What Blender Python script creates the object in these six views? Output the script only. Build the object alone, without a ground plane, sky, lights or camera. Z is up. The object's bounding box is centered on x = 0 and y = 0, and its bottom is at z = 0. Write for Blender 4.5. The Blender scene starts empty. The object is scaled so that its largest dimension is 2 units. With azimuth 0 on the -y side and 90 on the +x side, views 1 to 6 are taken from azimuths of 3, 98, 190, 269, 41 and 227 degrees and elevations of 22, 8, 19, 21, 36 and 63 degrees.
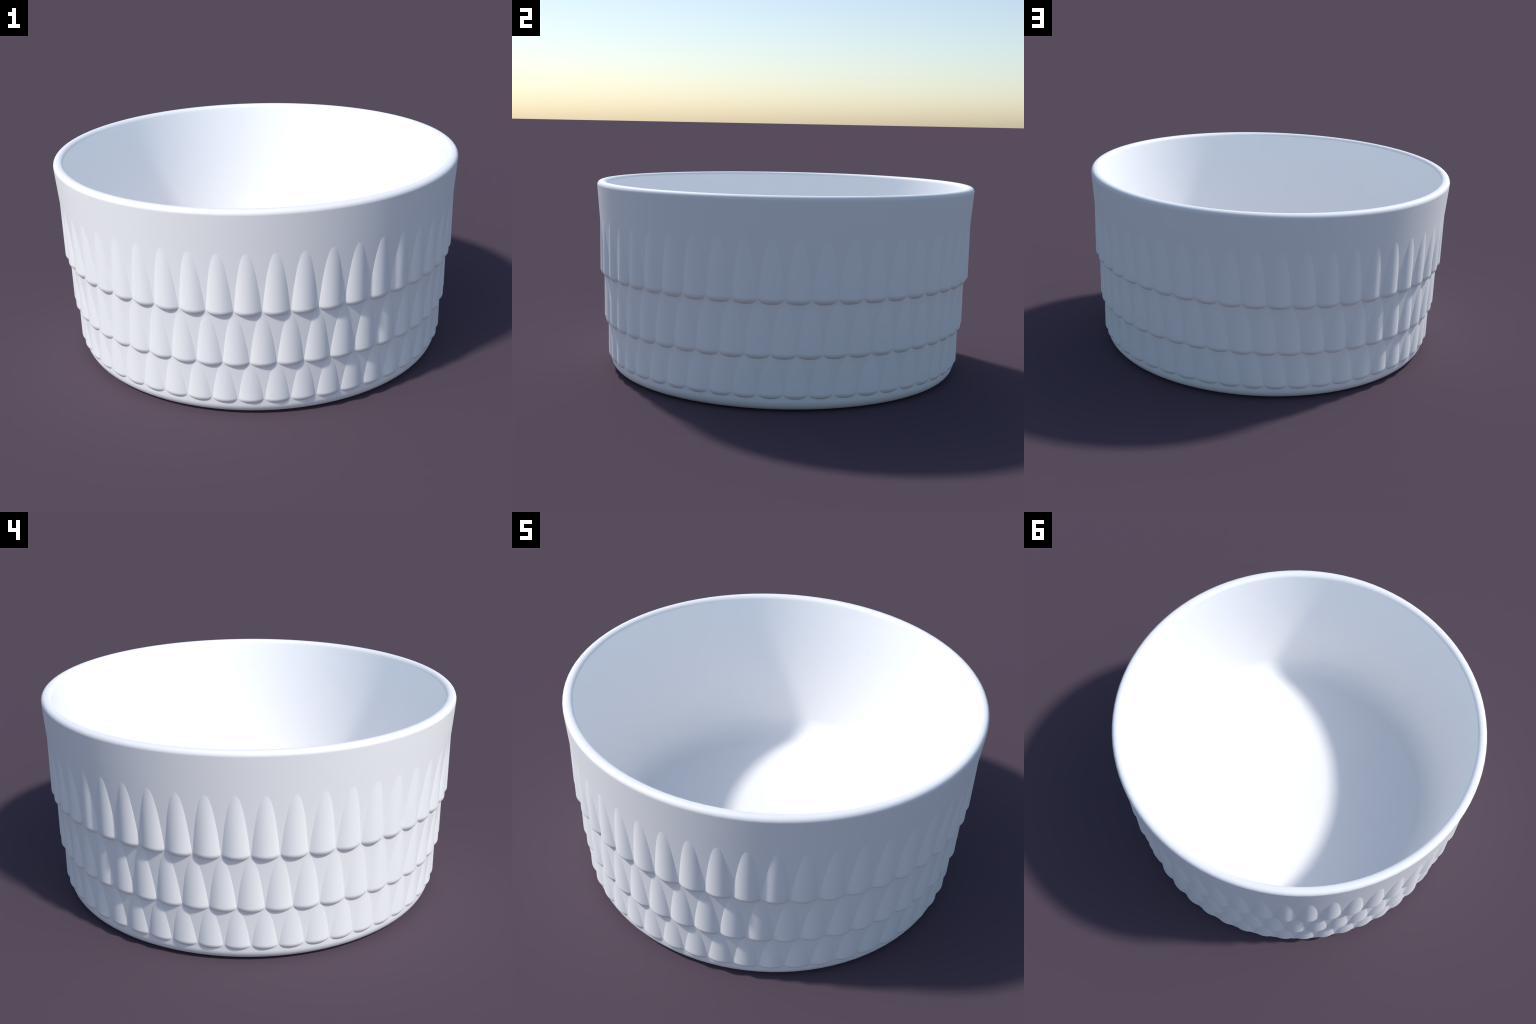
"""White ceramic bowl: a gently flaring round wall with a rounded lip, wrapped
in three staggered rows of vertical scallops (long petal-shaped flutes)."""
import bpy, math
import numpy as np
from mathutils import Matrix

# ------------------------------------------------------------------ sizes (m)
LIP_RADIUS = 1.0          # widest point of the bowl, on the rounded lip
HEIGHT = 0.9936
LIP_ROUND = 0.021         # radius of the lip's outer and inner rounding
WALL_SLOPE = 0.0755       # how fast the outer wall narrows going down
WALL_TOP_Z = 0.975
WALL_THICK = 0.047        # at the lip
INNER_SLOPE = 0.095 
FLOOR_Z = 0.104           # inside floor, at the centre
FLOOR_DISH = 0.055        # the floor rises by this times radius squared
FLOOR_ROUND = 0.135        # inside rounding between wall and floor
FOOT_ROUND = 0.058        # outside rounding between wall and underside
SEGMENTS = 100            # faces round the bowl
SCALLOPS = 50             # per row

# per row: tip height, flat bottom height, edge rounding, angular offset in
# scallop pitches, half width at the bottom as share of the half pitch, fullness
ROWS = [
    dict(tip=0.810, bottom=0.5045, edge=0.032, shift=0.5, width=0.978, full=0.27),
    dict(tip=0.515, bottom=0.250, edge=0.032, shift=0.0, width=0.992, full=0.27),
    dict(tip=0.267, bottom=0.058, edge=0.032, shift=0.5, width=0.958, full=0.27),
]


def wall_radius(z):
    """Outer radius of the plain flaring wall."""
    return LIP_RADIUS - WALL_SLOPE * (WALL_TOP_Z - z)


# ------------------------------------------------------------------ material
def glazed_white():
    m = bpy.data.materials.new("matt_white_glaze")
    m.use_nodes = True
    nt = m.node_tree
    b = nt.nodes["Principled BSDF"]
    tc = nt.nodes.new("ShaderNodeTexCoord")
    noise = nt.nodes.new("ShaderNodeTexNoise")
    noise.inputs["Scale"].default_value = 2.5
    noise.inputs["Detail"].default_value = 2.0
    ramp = nt.nodes.new("ShaderNodeValToRGB")
    ramp.color_ramp.elements[0].position = 0.3
    ramp.color_ramp.elements[1].position = 0.7
    ramp.color_ramp.elements[0].color = (BASE - .003, BASE - .003, BASE - .003, 1)
    ramp.color_ramp.elements[1].color = (BASE + .003, BASE + .003, BASE + .003, 1)
    nt.links.new(tc.outputs["Object"], noise.inputs["Vector"])
    nt.links.new(noise.outputs["Fac"], ramp.inputs["Fac"])
    nt.links.new(ramp.outputs["Color"], b.inputs["Base Color"])
    b.inputs["Roughness"].default_value = ROUGH
    b.inputs["Specular IOR Level"].default_value = SPEC
    return m


BASE, ROUGH, SPEC = 0.97, 0.6, 0.5
GLAZE = glazed_white()


def link(obj, parent=None):
    bpy.context.scene.collection.objects.link(obj)
    obj.parent = parent
    return obj


# ------------------------------------------------------------------ the body
def arc(cx, cz, r, a0, a1, n):
    t = np.radians(np.linspace(a0, a1, n))
    return [(cx + r * math.cos(q), cz + r * math.sin(q)) for q in t]


def corner_round(p, d0, d1, r, n):
    """Round the corner at p between incoming direction d0 and outgoing d1."""
    p, d0, d1 = (np.array(v, float) for v in (p, d0, d1))
    d0 /= np.linalg.norm(d0)
    d1 /= np.linalg.norm(d1)
    turn = math.acos(np.clip(d0 @ d1, -1, 1))
    back = r * math.tan(turn / 2)
    a, b = p - d0 * back, p + d1 * back
    bis = d1 - d0
    c = p + bis / np.linalg.norm(bis) * (r / math.cos(turn / 2))
    v0, v1 = a - c, b - c
    out = []
    for t in np.linspace(0, 1, n):
        w = (math.sin((1 - t) * turn) * v0 + math.sin(t * turn) * v1) / math.sin(turn)
        out.append(tuple(c + w))
    return out


def body_profile():
    """(r, z) points from the centre of the underside, up the outside, over
    the lip and down to the centre of the inside floor, tagged by part."""
    up = (WALL_SLOPE, 1.0)
    down = (-INNER_SLOPE, -1.0)
    # corner points of the sharp section
    out_foot = (wall_radius(0), 0.0)
    lip_out = (wall_radius(HEIGHT) - 0.0003, HEIGHT)
    in_top = LIP_RADIUS - WALL_THICK
    lip_in = (in_top, HEIGHT)
    # where the inner wall line meets the dished floor
    zf = FLOOR_Z
    for _ in range(20):
        rf = in_top - INNER_SLOPE * (HEIGHT - zf)
        zf = FLOOR_Z + FLOOR_DISH * rf * rf
    in_foot = (rf, zf)
    floor_dir = (-1.0, -2 * FLOOR_DISH * (rf - 0.12))

    foot = corner_round(out_foot, (1, 0), up, FOOT_ROUND, 10)
    outer = corner_round(lip_out, up, (-1, 0), LIP_ROUND, 9)
    inner = corner_round(lip_in, (-1, 0), down, LIP_ROUND, 9)
    basin = corner_round(in_foot, down, floor_dir, FLOOR_ROUND, 14)

    pts, tag = [], []

    def add(seq, name):
        for q in seq:
            pts.append(q)
            tag.append(name)

    add([(0.02, 0.0), (0.3, 0.0), (0.6, 0.0)], "base")
    add(foot, "base")
    zs = np.linspace(foot[-1][1], outer[0][1], 14)[1:-1]
    add([(wall_radius(z), z) for z in zs], "outer_wall")
    add(outer, "outer_wall")
    add(inner, "rim")
    a, b = np.array(inner[-1]), np.array(basin[0])
    add([tuple(a + (b - a) * t) for t in np.linspace(0, 1, 10)[1:-1]], "basin")
    add(basin, "basin")
    re, ze = basin[-1]
    dish = (ze - FLOOR_Z) / (re * re)
    add([(re * k, FLOOR_Z + dish * (re * k) ** 2)
         for k in (0.88, 0.75, 0.62, 0.5, 0.38, 0.25, 0.13, 0.02)], "basin")
    # which part the strip between profile point i and i+1 belongs to
    nb, no = 3 + len(foot), len(zs)
    strip = []
    for i in range(len(pts) - 1):
        if i < nb - 1:
            strip.append("base")
        elif i < nb + no:
            strip.append("outer_wall")
        elif i < nb + no + len(outer) + len(inner) - 1:
            strip.append("rim")
        else:
            strip.append("basin")
    return pts, strip


def build_body(parent):
    pts, strip = body_profile()
    P = np.array(pts)
    # make the widest circle exactly LIP_RADIUS
    P[:, 0] *= LIP_RADIUS / P[:, 0].max()
    n, m = SEGMENTS, len(P)
    ang = 2 * math.pi * np.arange(n) / n
    # smooth profile normals
    d = np.diff(P, axis=0)
    L = np.linalg.norm(d, axis=1, keepdims=True)
    sn = np.stack([d[:, 1], -d[:, 0]], 1) / L
    pn = np.zeros_like(P)
    flat = (L > 0.03) * 50.0 + 1.0     # long flat strips keep their own normal
    pn[:-1] += sn * flat
    pn[1:] += sn * flat
    pn /= np.linalg.norm(pn, axis=1, keepdims=True)
    names = ["base", "outer_wall", "rim", "basin"]
    for name in names:
        idx = [i for i, s in enumerate(strip) if s == name]
        i0, i1 = idx[0], idx[-1] + 1
        rows = np.arange(i0, i1 + 1)
        verts, norms = [], []
        for i in rows:
            for q in ang:
                c, s = math.cos(q), math.sin(q)
                verts.append((P[i, 0] * c, P[i, 0] * s, P[i, 1]))
                norms.append((pn[i, 0] * c, pn[i, 0] * s, pn[i, 1]))
        faces = []
        for k in range(len(rows) - 1):
            for j in range(n):
                j2 = (j + 1) % n
                faces.append((k * n + j, k * n + j2, (k + 1) * n + j2, (k + 1) * n + j))
        if name == "base":          # close the underside
            faces.append(tuple(reversed(range(n))))
        if name == "basin":         # close the floor
            k = len(rows) - 1
            faces.append(tuple(range(k * n, k * n + n)))
        me = bpy.data.meshes.new(name)
        me.from_pydata(verts, [], faces)
        me.validate()
        for p in me.polygons:
            p.use_smooth = True
        me.normals_split_custom_set_from_vertices(norms)
        me.materials.append(GLAZE)
        link(bpy.data.objects.new(name, me), parent)


# ------------------------------------------------------------------ scallops
def scallop_mesh(row, name):
    """One upright flute: an elliptical half column, vertical, whose face meets
    the flaring wall at the tip, with a rounded flat bottom.  Local frame:
    x along the wall, y outward (0 at the face), z up."""
    zt, zb, f = row["tip"], row["bottom"], row["edge"]
    R = wall_radius(zt)
    zc = zb + f
    depth = WALL_SLOPE * (zt - zc)          # how far it stands proud at zc
    pitch = 2 * math.pi / SCALLOPS
    half = 0.5 * pitch * row["width"] * wall_radius(zc)
    sag = depth + half * half / (2 * wall_radius(zc))
    # ellipse through (half, -sag) with the chosen fullness q = sag / b
    q = row["full"]
    b = sag / q
    a = half / math.sqrt(1 - (1 - q) ** 2)
    back = sag + 0.012
    t_end = math.acos(1 - back / b)
    t = np.linspace(-t_end, t_end, 33)
    x, y = a * np.sin(t), b * (np.cos(t) - 1)
    nx, ny = np.sin(t) / a, np.cos(t) / b
    l = np.hypot(nx, ny)
    nx, ny = nx / l, ny / l
    # stations down the column: (height, inset from the face, tilt)
    stations = [(zt + 0.03, 0.0, 0.0)]
    stations += [(z, 0.0, 0.0) for z in np.linspace(zt - 0.02, zc, 6)]
    for k in np.radians(np.linspace(0, 90, 11))[1:]:
        stations.append((zc - f * math.sin(k), f * (1 - math.cos(k)), k))
    verts, norms = [], []
    for z, inset, k in stations:
        for i in range(len(t)):
            verts.append((x[i] - nx[i] * inset, y[i] - ny[i] * inset, z))
            norms.append((nx[i] * math.cos(k), ny[i] * math.cos(k), -math.sin(k)))
    n = len(t)
    faces = []
    for k in range(len(stations) - 1):
        for i in range(n - 1):
            faces.append((k * n + i, k * n + i + 1, (k + 1) * n + i + 1, (k + 1) * n + i))
    # back, top and bottom faces (buried in the wall) close the solid
    faces.append(tuple(reversed(range(n))))
    last = (len(stations) - 1) * n
    faces.append(tuple(range(last, last + n)))
    for k in range(len(stations) - 1):
        faces.append((k * n, (k + 1) * n, (k + 1) * n + n - 1, k * n + n - 1))
    me = bpy.data.meshes.new(name)
    me.from_pydata(verts, [], faces)
    smooth = (len(stations) - 1) * (n - 1)
    for p in me.polygons:
        p.use_smooth = p.index < smooth
    # analytic normals on the visible face; flat normals on the buried caps
    ln = np.zeros((len(me.loops), 3))
    for p in me.polygons:
        for li in p.loop_indices:
            ln[li] = norms[me.loops[li].vertex_index] if p.index < smooth else p.normal
    me.normals_split_custom_set([tuple(v) for v in ln])
    me.materials.append(GLAZE)
    return me, R


def build_scallops(parent):
    for row in ROWS:
        me, R = scallop_mesh(row, "scallop")
        for k in range(SCALLOPS):
            a = 2 * math.pi * (k + row["shift"]) / SCALLOPS
            o = bpy.data.objects.new("scallop", me)
            link(o, parent)
            # local y outward, x = y cross z
            o.matrix_local = Matrix((
                (math.sin(a), math.cos(a), 0, R * math.cos(a)),
                (-math.cos(a), math.sin(a), 0, R * math.sin(a)),
                (0, 0, 1, 0),
                (0, 0, 0, 1)))


root = bpy.data.objects.new("bowl", None)
root["label"] = "round white bowl with three rows of upright scallops"
root["category"] = "bowl"
link(root)
build_body(root)
build_scallops(root)
bpy.context.view_layer.update()
